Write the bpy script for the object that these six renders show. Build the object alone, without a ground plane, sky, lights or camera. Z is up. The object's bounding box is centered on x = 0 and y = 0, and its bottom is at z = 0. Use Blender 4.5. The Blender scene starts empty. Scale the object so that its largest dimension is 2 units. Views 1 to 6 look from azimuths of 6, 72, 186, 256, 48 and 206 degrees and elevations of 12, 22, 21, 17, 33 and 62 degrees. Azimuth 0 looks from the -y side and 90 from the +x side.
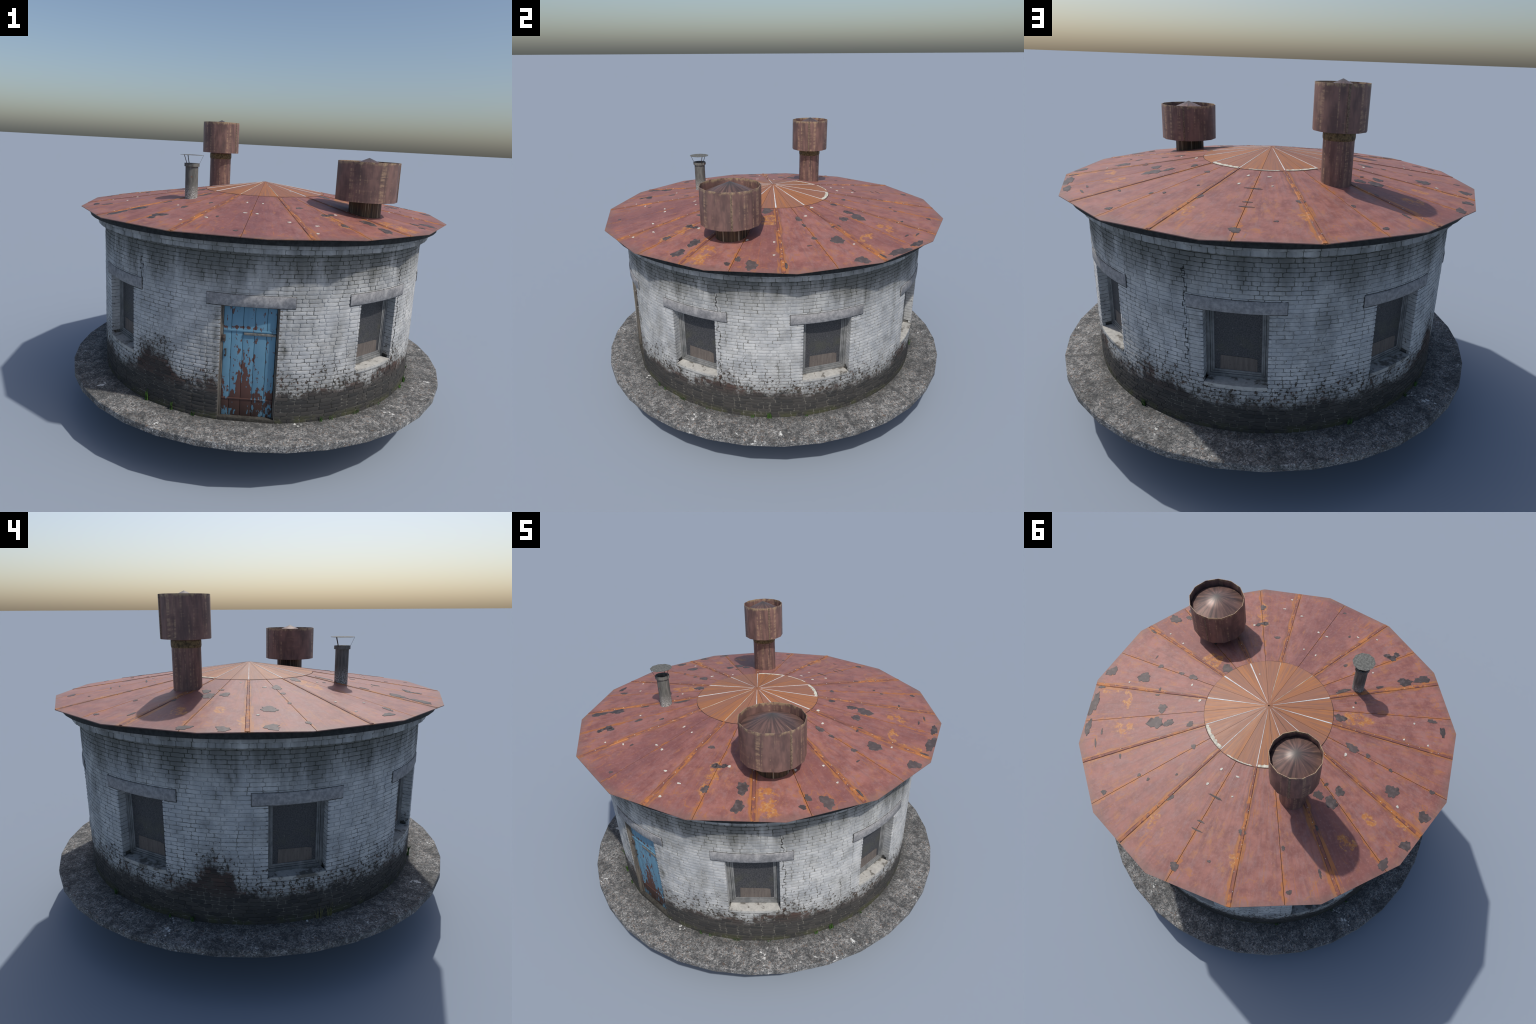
import bpy, math, random
from math import sin, cos, pi, radians, sqrt, atan2, hypot
from mathutils import Vector, Matrix, noise as mnoise

random.seed(7)
RNG = random.Random(1234)

# ------------------------------------------------------------------ sizes (metres)
SLAB_R, SLAB_Z0, SLAB_Z1 = 1.001, 0.2140, 0.2420
WALL_R, WALL_Z0, WALL_Z1 = 0.8325, 0.2410, 0.979
COURSE = 0.0172
ROOF_R, ROOF_Z, APEX_Z, ROOF_SIDES = 0.9445, 1.0535, 1.1965, 15
CROWN_R = 0.316
WIN_ANGLES = [a - 0.3 for a in (0, 45, 90, 135, 180, 225, 315)]
DOOR_ANGLE = 272.8
WIN_Z0, WIN_Z1, OPEN_HALF = 0.452, 0.754, 8.25
LINTEL_HALF, LINTEL_Z0, LINTEL_Z1 = 12.5, 0.7525, 0.801
SEAMS = [13.5, 42.5, 72.0, 108.0, 137.2, 166.4, 195.2, 223.5, 253.0, 287.0, 316.2, 344.6]

# ------------------------------------------------------------------ helpers: objects
def new_obj(name, verts, faces, mat, parent, smooth=30.0, matrix=None):
    me = bpy.data.meshes.new(name)
    me.from_pydata([tuple(v) for v in verts], [], faces)
    me.validate()
    me.update()
    if mat:
        me.materials.append(mat)
    if smooth is not None:
        for p in me.polygons:
            p.use_smooth = True
        me.set_sharp_from_angle(angle=radians(smooth))
    return place(name, me, parent, matrix)

def place(name, me, parent, matrix=None):
    ob = bpy.data.objects.new(name, me)
    bpy.context.scene.collection.objects.link(ob)
    if parent is not None:
        ob.parent = parent
    if matrix is not None:
        ob.matrix_local = matrix
    return ob

def pol(r, a, z):
    return (r * cos(a), r * sin(a), z)

class Geo:
    """collects vertices and faces of one mesh"""
    def __init__(self):
        self.v, self.f = [], []
    def add(self, verts, faces, matrix=None):
        b = len(self.v)
        self.v += [tuple(matrix @ Vector(p)) for p in verts] if matrix is not None else [tuple(p) for p in verts]
        self.f += [tuple(i + b for i in f) for f in faces]
        return self

def box(x0, x1, y0, y1, z0, z1, bev=0.0):
    """box with chamfered edges"""
    if bev <= 0:
        v = [(x, y, z) for x in (x0, x1) for y in (y0, y1) for z in (z0, z1)]
        return v, [(0, 1, 3, 2), (4, 6, 7, 5), (0, 4, 5, 1), (2, 3, 7, 6), (0, 2, 6, 4), (1, 5, 7, 3)]
    import bmesh
    bm = bmesh.new()
    bmesh.ops.create_cube(bm, size=1.0)
    for w in bm.verts:
        w.co = ((x0 + x1) / 2 + w.co.x * (x1 - x0), (y0 + y1) / 2 + w.co.y * (y1 - y0), (z0 + z1) / 2 + w.co.z * (z1 - z0))
    bmesh.ops.bevel(bm, geom=bm.edges[:], offset=bev, segments=2, profile=0.6, affect='EDGES')
    bm.verts.index_update()
    v = [tuple(w.co) for w in bm.verts]
    f = [tuple(w.index for w in p.verts) for p in bm.faces]
    bm.free()
    return v, f

def sector(a0, a1, r0, r1, z0, z1, n):
    """solid piece of a ring between two angles (radians)"""
    v, f = [], []
    for i in range(n + 1):
        a = a0 + (a1 - a0) * i / n
        v += [pol(r0, a, z0), pol(r1, a, z0), pol(r1, a, z1), pol(r0, a, z1)]
    for i in range(n):
        b, c = 4 * i, 4 * i + 4
        for k in range(4):
            f.append((b + k, b + (k + 1) % 4, c + (k + 1) % 4, c + k))
    f += [(3, 2, 1, 0), tuple(4 * n + k for k in range(4))]
    return v, f

def revolve(profile, n, phase=0.0, closed=True):
    """lathe a list of (r, z); a profile point with r == 0 becomes a pole"""
    v, f, idx = [], [], []
    for r, z in profile:
        if r == 0:
            idx.append([len(v)] * n)
            v.append((0, 0, z))
        else:
            idx.append(list(range(len(v), len(v) + n)))
            v += [pol(r, phase + 2 * pi * i / n, z) for i in range(n)]
    for a, b in zip(idx[:-1], idx[1:]):
        for i in range(n):
            j = (i + 1) % n
            q = []
            for k in (a[i], a[j], b[j], b[i]):
                if k not in q:
                    q.append(k)
            if len(q) > 2:
                f.append(tuple(q))
    return v, f

# ------------------------------------------------------------------ helpers: nodes
class Mat:
    def __init__(self, name, rough=0.8, spec=0.3, metal=0.0):
        self.m = bpy.data.materials.new(name)
        self.m.use_nodes = True
        self.t = self.m.node_tree
        self.n, self.l = self.t.nodes, self.t.links
        self.bsdf = self.n["Principled BSDF"]
        self.set("Roughness", rough)
        self.set("Specular IOR Level", spec)
        self.set("Metallic", metal)
        self.geo = self.n.new("ShaderNodeNewGeometry")
        self.pos = self.geo.outputs["Position"]
        self.island = self.geo.outputs["Random Per Island"]
        self.tc = self.n.new("ShaderNodeTexCoord")
        self.obj = self.tc.outputs["Object"]
        self.rand = self.n.new("ShaderNodeObjectInfo").outputs["Random"]
    def put(self, sock, val):
        if isinstance(val, bpy.types.NodeSocket):
            self.l.new(val, sock)
        elif isinstance(val, (tuple, list)):
            sock.default_value = (*val, 1.0) if len(sock.default_value) == 4 and len(val) == 3 else val
        else:
            sock.default_value = val
    def set(self, name, val):
        self.put(self.bsdf.inputs[name], val)
    def math(self, op, a, b=0.0, c=0.0, clamp=False):
        n = self.n.new("ShaderNodeMath")
        n.operation, n.use_clamp = op, clamp
        for i, x in enumerate((a, b, c)):
            self.put(n.inputs[i], x)
        return n.outputs[0]
    def add(self, a, b): return self.math("ADD", a, b)
    def sub(self, a, b): return self.math("SUBTRACT", a, b)
    def mul(self, a, b): return self.math("MULTIPLY", a, b)
    def vec(self, op, a, b=(0, 0, 0)):
        n = self.n.new("ShaderNodeVectorMath")
        n.operation = op
        self.put(n.inputs[0], a)
        self.put(n.inputs[1], b)
        return n.outputs["Value"] if op in ("DOT_PRODUCT", "LENGTH", "DISTANCE") else n.outputs["Vector"]
    def xyz(self, v):
        n = self.n.new("ShaderNodeSeparateXYZ")
        self.put(n.inputs[0], v)
        return n.outputs
    def comb(self, x, y, z):
        n = self.n.new("ShaderNodeCombineXYZ")
        for i, q in enumerate((x, y, z)):
            self.put(n.inputs[i], q)
        return n.outputs[0]
    def noise(self, v, scale=5.0, detail=3.0, rough=0.55, stretch=None, dist=0.0):
        if stretch:
            v = self.vec("MULTIPLY", v, stretch)
        n = self.n.new("ShaderNodeTexNoise")
        self.put(n.inputs["Vector"], v)
        n.inputs["Scale"].default_value = scale
        n.inputs["Detail"].default_value = detail
        n.inputs["Roughness"].default_value = rough
        n.inputs["Distortion"].default_value = dist
        return n.outputs["Fac"]
    def voro(self, v, scale, feature="F1", out="Distance"):
        n = self.n.new("ShaderNodeTexVoronoi")
        n.feature = feature
        self.put(n.inputs["Vector"], v)
        n.inputs["Scale"].default_value = scale
        return n.outputs[out]
    def step(self, x, lo, hi):
        """smooth 0..1 ramp from lo to hi (lo may exceed hi)"""
        n = self.n.new("ShaderNodeMapRange")
        n.interpolation_type = "SMOOTHSTEP"
        flip = not isinstance(lo, bpy.types.NodeSocket) and lo > hi
        self.put(n.inputs["Value"], x)
        n.inputs["From Min"].default_value = hi if flip else lo
        n.inputs["From Max"].default_value = lo if flip else hi
        n.inputs["To Min"].default_value = 1.0 if flip else 0.0
        n.inputs["To Max"].default_value = 0.0 if flip else 1.0
        return n.outputs[0]
    def mix(self, f, a, b, mode="MIX"):
        n = self.n.new("ShaderNodeMix")
        n.data_type, n.blend_type = "RGBA", mode
        n.clamp_factor = True
        self.put(n.inputs[0], f)
        self.put(n.inputs[6], a)
        self.put(n.inputs[7], b)
        return n.outputs[2]
    def scale(self, col, f):
        n = self.n.new("ShaderNodeVectorMath")
        n.operation = "SCALE"
        self.put(n.inputs[0], col)
        self.put(n.inputs["Scale"], f)
        return n.outputs[0]
    def bell(self, x, centre, half):
        """1 at centre, falling to 0 at +-half"""
        d = self.math("ABSOLUTE", self.sub(x, centre))
        return self.step(d, half, 0.0)
    def mx(self, a, b): return self.math("MAXIMUM", a, b)
    def angle(self, v):
        s = self.xyz(v)
        return self.math("ARCTAN2", s[1], s[0])
    def radius(self, v):
        s = self.xyz(v)
        return self.math("SQRT", self.add(self.mul(s[0], s[0]), self.mul(s[1], s[1])))
    def bump(self, h, strength=0.3, dist=0.002):
        n = self.n.new("ShaderNodeBump")
        n.inputs["Strength"].default_value = strength
        n.inputs["Distance"].default_value = dist
        self.put(n.inputs["Height"], h)
        self.l.new(n.outputs[0], self.bsdf.inputs["Normal"])
    def done(self, col):
        self.set("Base Color", col)
        return self.m

# ------------------------------------------------------------------ materials
def wall_masks(M):
    """where paint sits on the wall: (bare, grime, flake) from the position on the wall"""
    P = M.pos
    s = M.xyz(P)
    z = s[2]
    ang = M.angle(P)
    flat = M.comb(s[0], s[1], 0.0)
    low = M.noise(flat, 3.0, 2.0)
    fine = M.noise(P, 55.0, 4.0, 0.65)
    mid = M.noise(P, 14.0, 3.0, 0.6)
    wide = M.noise(P, 7.0, 3.0, 0.6)
    # height of the dark tarred foot of the wall, raised where the paint fell off
    top = M.add(0.345, M.mul(low, 0.045))
    for a, half, rise in ((243, 13, 0.135), (157, 11, 0.145), (262.5, 3.5, 0.05), (325, 14, 0.04), (70, 16, 0.035), (296, 9, 0.03)):
        r = radians(a if a < 180 else a - 360)
        top = M.add(top, M.mul(M.bell(ang, r, radians(half)), rise))
    over = M.sub(z, top)                                   # height above the foot
    rough = M.mul(M.sub(wide, 0.5), 0.16)
    rough = M.add(rough, M.mul(M.sub(mid, 0.5), 0.11))
    rough = M.add(rough, M.mul(M.sub(fine, 0.5), 0.13))
    keep = M.step(z, 0.325, 0.42)                          # the lowest courses are evenly dark
    over = M.add(over, M.mul(rough, M.add(0.25, M.mul(keep, 0.75))))
    foot = M.step(M.add(over, M.mul(M.sub(M.noise(P, 120.0, 3.0, 0.6), 0.5), 0.06)), 0.026, -0.020)
    chips = M.step(M.add(M.noise(P, 75.0, 3.0, 0.6), M.mul(M.step(over, 0.16, 0.0), 0.125)), 0.64, 0.70)
    chips = M.mul(chips, M.step(z, 0.92, 0.46))
    bare = M.mx(foot, chips)
    damp = M.mul(M.step(over, 0.15, -0.02), 0.72)            # grey damp fade above the foot
    # dirt running down and beside the openings, plus eave shade painted near the top
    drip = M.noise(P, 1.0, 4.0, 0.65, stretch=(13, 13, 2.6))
    eave_shade = M.mul(M.step(z, 0.66, 1.00), M.add(0.62, M.mul(M.step(z, 0.984, 0.974), 0.38)))  # shade under the eave painted as darker colour, easing off on the cornice
    grime_shade = M.step(M.add(M.mul(drip, 0.85), M.mul(eave_shade, 0.54)), 0.46, 1.03)
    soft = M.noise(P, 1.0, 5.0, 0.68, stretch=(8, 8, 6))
    grime_shade = M.mx(grime_shade, M.mul(M.step(soft, 0.42, 0.72), 0.55))
    speck = M.mul(M.step(M.noise(P, 34.0, 5.0, 0.7), 0.55, 0.70), 0.42)
    grime_shade = M.mx(grime_shade, speck)
    grime_shade = M.mx(grime_shade, damp)
    for a, half in ((263.2, 2.2), (282.8, 2.6)):
        g = M.mul(M.bell(ang, radians(a - 360), radians(half)), M.step(z, 0.80, 0.70))
        grime_shade = M.mx(grime_shade, M.mul(g, M.step(M.add(mid, M.mul(fine, 0.5)), 0.55, 0.95)))
    return z, bare, foot, grime_shade, mid, fine, ang

def brick_material():
    M = Mat("painted_brick", 0.85, 0.25)
    z, bare, foot, grime_shade, mid, fine, ang = wall_masks(M)
    rnd = M.math("FRACT", M.add(M.island, M.mul(M.rand, 3.7)))
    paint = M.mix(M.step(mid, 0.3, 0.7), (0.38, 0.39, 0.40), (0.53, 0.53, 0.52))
    paint = M.mix(M.mul(M.step(rnd, 0.35, 1.0), 0.30), paint, (0.34, 0.345, 0.345))
    paint = M.mix(M.step(fine, 0.60, 0.75), paint, (0.34, 0.34, 0.325))
    paint = M.mix(M.mul(grime_shade, 0.88), paint, (0.085, 0.087, 0.079))
    clay = M.mix(rnd, (0.036, 0.031, 0.030), (0.082, 0.052, 0.043))
    clay = M.mix(M.mul(M.step(mid, 0.5, 0.7), 0.7), clay, (0.066, 0.058, 0.052))
    tar = M.mix(rnd, (0.036, 0.036, 0.036), (0.062, 0.058, 0.054))
    clay = M.mix(M.step(z, 0.42, 0.34), clay, tar)
    moss = M.mul(M.step(z, 0.285, 0.255), M.step(mid, 0.40, 0.60))
    clay = M.mix(moss, clay, (0.062, 0.064, 0.038))
    worn = M.mix(M.step(rnd, 0.5, 0.9), (0.062, 0.055, 0.046), (0.085, 0.058, 0.046))
    clay = M.mix(M.sub(1.0, foot), clay, worn)
    col = M.mix(bare, paint, clay)
    M.bump(M.add(M.mul(fine, 0.7), M.mul(M.sub(1.0, bare), 0.3)), 0.35, 0.0018)
    return M.done(col)

def mortar_material():
    M = Mat("mortar", 0.9, 0.2)
    z, bare, foot, grime_shade, mid, fine, ang = wall_masks(M)
    paint = M.mix(M.step(M.noise(M.pos, 9.0, 2.0), 0.40, 0.66), (0.40, 0.405, 0.405), (0.200, 0.200, 0.185))
    paint = M.mix(M.mul(M.step(z, 0.60, 0.44), 0.8), paint, (0.095, 0.088, 0.076))
    paint = M.mix(M.mul(M.step(grime_shade, 0.15, 0.95), 0.92), paint, (0.055, 0.057, 0.045))
    raw = M.mix(M.step(mid, 0.36, 0.54), (0.050, 0.048, 0.043), (0.170, 0.162, 0.142))
    raw = M.mix(M.mul(M.step(z, 0.36, 0.44), 0.75), raw, (0.045, 0.042, 0.036))
    M.bump(fine, 0.6, 0.002)
    return M.done(M.mix(bare, paint, raw))

def concrete_material(name, a, b, scale=30.0):
    M = Mat(name, 0.9, 0.2)
    n = M.noise(M.pos, scale, 5.0, 0.7)
    big = M.noise(M.pos, 8.0, 3.0)
    col = M.mix(M.step(n, 0.35, 0.68), a, b)
    col = M.mix(M.mul(M.step(big, 0.55, 0.75), 0.5), col, tuple(0.55 * c for c in a))
    M.bump(n, 0.5, 0.002)
    return M.done(col)

def gravel_material():
    M = Mat("gravel_concrete", 0.9, 0.25)
    P = M.pos
    warp = M.vec("ADD", P, M.scale(M.vec("SUBTRACT", M.comb(M.noise(P, 40.0, 2.0), M.noise(M.vec("ADD", P, (4, 1, 2)), 40.0, 2.0), 0.5), (0.5, 0.5, 0.5)), 0.03))
    c = M.xyz(M.voro(warp, 215.0, "F1", "Color"))
    dist = M.voro(warp, 215.0)
    ang, r = M.angle(P), M.radius(P)
    ray = M.noise(M.comb(M.mul(M.math("COSINE", ang), 12.0), M.mul(M.math("SINE", ang), 12.0), M.mul(r, 6.0)), 1.0, 4.0, 0.65)
    big = M.noise(P, 5.0, 4.0, 0.65)
    mid = M.noise(P, 30.0, 5.0, 0.7)
    col = M.mix(M.step(c[0], 0.0, 1.0), (0.070, 0.073, 0.076), (0.270, 0.268, 0.260))
    col = M.mix(M.mul(M.step(c[1], 0.82, 0.92), 0.65), col, (0.50, 0.49, 0.47))
    col = M.mix(M.mul(M.step(c[2], 0.88, 0.94), 0.45), col, (0.22, 0.135, 0.085))
    col = M.mix(M.mul(M.step(mid, 0.44, 0.64), 0.70), col, (0.056, 0.058, 0.060))
    col = M.mix(M.mul(M.step(M.add(M.mul(ray, 0.6), M.mul(big, 0.5)), 0.50, 0.66), 0.55), col, (0.040, 0.042, 0.043))
    wall_ring = M.mul(M.step(M.add(r, M.mul(M.sub(big, 0.5), 0.12)), 0.895, 0.845), 0.45)  # slab turns darker close to the wall
    col = M.mix(wall_ring, col, (0.040, 0.040, 0.038))
    lime = M.mul(M.step(M.noise(P, 7.0, 2.0), 0.64, 0.70), M.step(M.noise(P, 60.0, 3.0), 0.56, 0.62))
    col = M.mix(lime, col, (0.62, 0.62, 0.60))
    M.bump(M.add(M.mul(M.sub(1.0, dist), 0.6), M.mul(mid, 0.6)), 0.6, 0.003)
    return M.done(col)

ORANGE = [(0.708, 33.0, 0.060, 0.050), (0.448, 203.3, 0.095, 0.042), (0.74, 74.7, 0.045, 0.026), (0.742, 106.3, 0.05, 0.022),
          (0.73, 19.8, 0.025, 0.070), (0.741, 146.6, 0.05, 0.036), (0.814, 165.1, 0.055, 0.030), (0.71, 158.5, 0.030, 0.030),
          (0.439, 339.3, 0.075, 0.055), (0.829, 15.8, 0.075, 0.016), (0.88, 42.3, 0.06, 0.016), (0.82, 320, 0.10, 0.06), (0.70, 300.5, 0.12, 0.03)]

def roof_material(name="rusty_sheet", crown=False, half_deg=7.25, side=1.0):
    """side: which edge of the sheet carries the raised rib"""
    M = Mat(name, 0.50, 0.42)
    P, L = M.pos, M.obj
    ang, r = M.angle(L), M.radius(L)
    seed = M.vec("ADD", P, M.comb(M.mul(M.rand, 17.0), 0, 0))
    grain = M.noise(M.comb(M.mul(ang, 42.0), M.mul(r, 5.0), M.mul(M.rand, 9.0)), 1.0, 4.0, 0.6)
    blot = M.noise(M.comb(M.mul(ang, 9.0), M.mul(r, 13.0), M.mul(M.rand, 31.0)), 1.0, 5.0, 0.68)
    fine = M.noise(P, 80.0, 6.0, 0.75)
    if crown:
        col = M.mix(M.step(grain, 0.30, 0.70), (0.40, 0.155, 0.050), (0.265, 0.118, 0.075))
        col = M.mix(M.mul(M.step(M.rand, 0.45, 0.60), 0.55), col, (0.250, 0.120, 0.090))
        streak = M.noise(M.comb(M.mul(ang, 160.0), M.mul(r, 7.0), M.mul(M.rand, 9.0)), 1.0, 3.0, 0.6)
        col = M.mix(M.mul(M.step(streak, 0.50, 0.70), 0.75), col, (0.135, 0.085, 0.066))
        col = M.mix(M.mul(M.step(blot, 0.60, 0.72), 0.6), col, (0.37, 0.16, 0.05))
    else:
        col = M.mix(M.step(blot, 0.32, 0.68), (0.205, 0.078, 0.066), (0.325, 0.136, 0.110))
        lilac = M.step(M.noise(M.comb(M.mul(ang, 30.0), M.mul(r, 16.0), M.mul(M.rand, 13.0)), 1.0, 5.0, 0.7), 0.44, 0.68)
        col = M.mix(M.mul(lilac, 0.48), col, (0.275, 0.165, 0.160))
        tan = M.step(M.noise(M.comb(M.mul(ang, 14.0), M.mul(r, 11.0), M.add(3.0, M.mul(M.rand, 13.0))), 1.0, 6.0, 0.75), 0.53, 0.70)
        col = M.mix(M.mul(tan, 0.80), col, (0.375, 0.160, 0.068))
        col = M.mix(M.mul(M.step(M.rand, 0.40, 1.0), 0.60), col, (0.180, 0.066, 0.060))
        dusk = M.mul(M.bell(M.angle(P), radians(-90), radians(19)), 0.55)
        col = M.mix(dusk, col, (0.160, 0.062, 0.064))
        col = M.mix(M.mul(M.step(grain, 0.50, 0.72), 0.40), col, (0.150, 0.060, 0.058))
        col = M.mix(M.mul(M.step(fine, 0.50, 0.70), 0.45), col, (0.36, 0.185, 0.170))
        # rust creeping out of the seams
        half = radians(half_deg)
        edge = M.mul(M.sub(half, M.math("ABSOLUTE", ang)), r)
        rn = M.noise(seed, 22.0, 4.0, 0.7)
        heavy = M.mul(M.add(half, M.mul(ang, side)), r)
        long = M.noise(M.comb(M.mul(heavy, 60.0), M.mul(r, 9.0), M.mul(M.rand, 23.0)), 1.0, 4.0, 0.65)
        dark_tone = M.mul(M.step(M.sub(M.mul(long, 0.055), heavy), 0.004, 0.016), 0.55)  # shadow line along the raised rib, painted into the sheet colour
        col = M.mix(dark_tone, col, (0.105, 0.046, 0.042))
        bleed = M.step(M.sub(M.add(M.mul(long, 0.075), M.mul(r, 0.016)), heavy), 0.028, 0.040)
        col = M.mix(M.mul(bleed, 0.80), col, M.mix(fine, (0.34, 0.108, 0.030), (0.44, 0.19, 0.06)))
        rust = M.step(M.sub(M.add(M.mul(rn, 0.070), M.mul(r, 0.010)), edge), 0.032, 0.043)
        col = M.mix(M.mul(rust, 0.85), col, M.mix(fine, (0.33, 0.10, 0.028), (0.42, 0.17, 0.05)))
        run = M.noise(M.comb(M.mul(ang, 70.0), M.mul(r, 3.2), M.mul(M.rand, 19.0)), 1.0, 4.0, 0.65)
        run = M.mul(M.step(run, 0.60, 0.70), M.step(rn, 0.40, 0.58))
        col = M.mix(M.mul(run, 0.75), col, (0.37, 0.135, 0.042))
        # thin wandering rust veins near the eaves
        vein = M.math("ABSOLUTE", M.sub(M.noise(seed, 6.0, 3.0, 0.6), 0.5))
        vein = M.mul(M.step(vein, 0.014, 0.004), M.mul(M.step(r, 0.70, 0.86), M.step(blot, 0.45, 0.6)))
        col = M.mix(M.mul(vein, 0.7), col, (0.36, 0.14, 0.045))
        wob = M.vec("ADD", P, M.scale(M.vec("SUBTRACT", M.comb(M.noise(P, 14.0, 3.0), M.noise(M.vec("ADD", P, (5, 3, 1)), 14.0, 3.0), 0.5), (0.5, 0.5, 0.5)), 0.12))
        rust = None
        for rr, aa, hr, ht in ORANGE:
            a = radians(aa)
            q = M.vec("SUBTRACT", wob, (rr * cos(a), rr * sin(a), 0.0))
            u = M.math("DIVIDE", M.vec("DOT_PRODUCT", q, (cos(a), sin(a), 0)), hr)
            v = M.math("DIVIDE", M.vec("DOT_PRODUCT", q, (-sin(a), cos(a), 0)), ht)
            d = M.add(M.mul(u, u), M.mul(v, v))
            e = M.step(d, 1.1, 0.55)
            rust = e if rust is None else M.mx(rust, e)
        keep = M.step(M.noise(P, 38.0, 4.0, 0.7), 0.44, 0.56)
        col = M.mix(M.mul(M.mul(rust, keep), 0.85), col, M.mix(M.step(fine, 0.45, 0.65), (0.40, 0.15, 0.035), (0.50, 0.28, 0.11)))
    if not crown:
        rim_tone = M.mul(M.step(M.add(r, M.mul(M.sub(grain, 0.5), 0.03)), 0.885, 0.945), 0.5)  # grey-brown tone towards the eave edge
        col = M.mix(rim_tone, col, (0.165, 0.118, 0.100))
    M.bump(M.add(M.mul(fine, 0.4), M.mul(grain, 0.6)), 0.30, 0.002)
    M.set("Roughness", M.add(0.42, M.mul(blot, 0.22)))
    return M.done(col)

def rib_material():
    M = Mat("rusty_rib", 0.6, 0.35)
    P = M.pos
    n = M.noise(P, 26.0, 4.0, 0.65)
    big = M.noise(P, 5.0, 2.0)
    col = M.mix(n, (0.150, 0.055, 0.046), (0.260, 0.100, 0.080))
    off = M.math("ABSOLUTE", M.xyz(M.obj)[1])
    side = M.step(M.math("DIVIDE", off, M.add(0.0028, M.mul(M.radius(P), 0.0076))), 0.45, 0.85)
    col = M.mix(M.mul(side, M.step(n, 0.30, 0.60)), col, (0.060, 0.026, 0.023))
    ora = M.mul(M.step(n, 0.42, 0.58), M.step(M.add(big, M.mul(M.radius(P), 0.18)), 0.50, 0.66))
    col = M.mix(ora, col, (0.40, 0.15, 0.045))
    col = M.mix(M.step(M.noise(P, 60.0, 2.0), 0.68, 0.72), col, (0.05, 0.035, 0.033))
    M.bump(n, 0.5, 0.002)
    return M.done(col)

def tar_material():
    M = Mat("tar_patch", 0.55, 0.4)
    n = M.noise(M.pos, 1.0, 4.0, 0.6, stretch=(45, 45, 45))
    col = M.mix(M.mul(M.rand, 0.75), (0.048, 0.037, 0.037), (0.105, 0.080, 0.076))
    col = M.mix(M.mul(M.step(n, 0.45, 0.70), 0.7), col, (0.14, 0.108, 0.104))
    return M.done(col)

def vent_material(name, pipe=False):
    M = Mat(name, 0.50, 0.40, 0.15)
    L = M.obj
    s = M.xyz(L)
    z = s[2]
    ang = M.angle(L)
    xy = M.comb(M.math("COSINE", ang), M.math("SINE", ang), 0)
    cyl = M.vec("ADD", M.vec("MULTIPLY", xy, (1, 1, 0)), M.comb(M.mul(M.rand, 11.0), 0, z))
    blot = M.noise(cyl, 3.0, 3.0, 0.6, stretch=(1, 1, 3))
    vert = M.noise(cyl, 1.0, 4.0, 0.65, stretch=(3.2, 3.2, 5))
    hori = M.noise(cyl, 1.0, 4.0, 0.65, stretch=(2.4, 2.4, 95))
    fine = M.noise(L, 120.0, 3.0, 0.6)
    if pipe:
        col = M.mix(M.step(vert, 0.35, 0.65), (0.028, 0.020, 0.015), (0.085, 0.055, 0.032))
        lines = M.noise(cyl, 1.0, 3.0, 0.6, stretch=(14, 14, 3))
        col = M.mix(M.step(lines, 0.52, 0.64), col, (0.20, 0.145, 0.075))
        col = M.mix(M.step(lines, 0.63, 0.68), col, (0.46, 0.42, 0.35))
    else:
        col = M.mix(M.step(blot, 0.34, 0.66), (0.125, 0.074, 0.066), (0.225, 0.128, 0.108))
        col = M.mix(M.mul(M.step(vert, 0.48, 0.70), 0.6), col, (0.088, 0.060, 0.057))
        mask = M.mul(M.step(M.noise(cyl, 1.0, 3.0, 0.7, stretch=(6, 6, 1.3)), 0.54, 0.64), M.step(hori, 0.40, 0.62))
        col = M.mix(M.mul(mask, 0.80), col, (0.38, 0.255, 0.165))
        rim = M.mul(M.step(M.add(z, M.mul(M.noise(cyl, 1.0, 2.0, 0.5, stretch=(9, 9, 2)), 0.03)), 0.0, 0.014), M.step(M.noise(cyl, 1.0, 4.0, 0.7, stretch=(5, 5, 40)), 0.40, 0.58))
        col = M.mix(M.mul(rim, 0.8), col, (0.42, 0.31, 0.18))
        col = M.mix(M.mul(M.step(hori, 0.60, 0.70), 0.45), col, (0.28, 0.17, 0.12))
    M.bump(M.add(M.mul(hori, 0.5), fine), 0.25, 0.0015)
    return M.done(col)

def cone_material():
    M = Mat("vent_cone", 0.42, 0.45, 0.2)
    L = M.obj
    ang = M.angle(L)
    r = M.radius(L)
    rays = M.noise(M.comb(M.mul(M.math("COSINE", ang), 5.0), M.mul(M.math("SINE", ang), 5.0), M.mul(r, 6.0)), 1.0, 4.0, 0.65)
    thin = M.noise(M.comb(M.mul(M.math("COSINE", ang), 16.0), M.mul(M.math("SINE", ang), 16.0), M.mul(r, 9.0)), 1.0, 4.0, 0.7)
    col = M.mix(M.step(rays, 0.34, 0.66), (0.080, 0.054, 0.050), (0.205, 0.120, 0.100))
    col = M.mix(M.step(thin, 0.60, 0.70), col, (0.42, 0.28, 0.17))
    col = M.mix(M.step(r, 0.05, 0.0), col, (0.085, 0.075, 0.070))
    return M.done(col)

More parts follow.
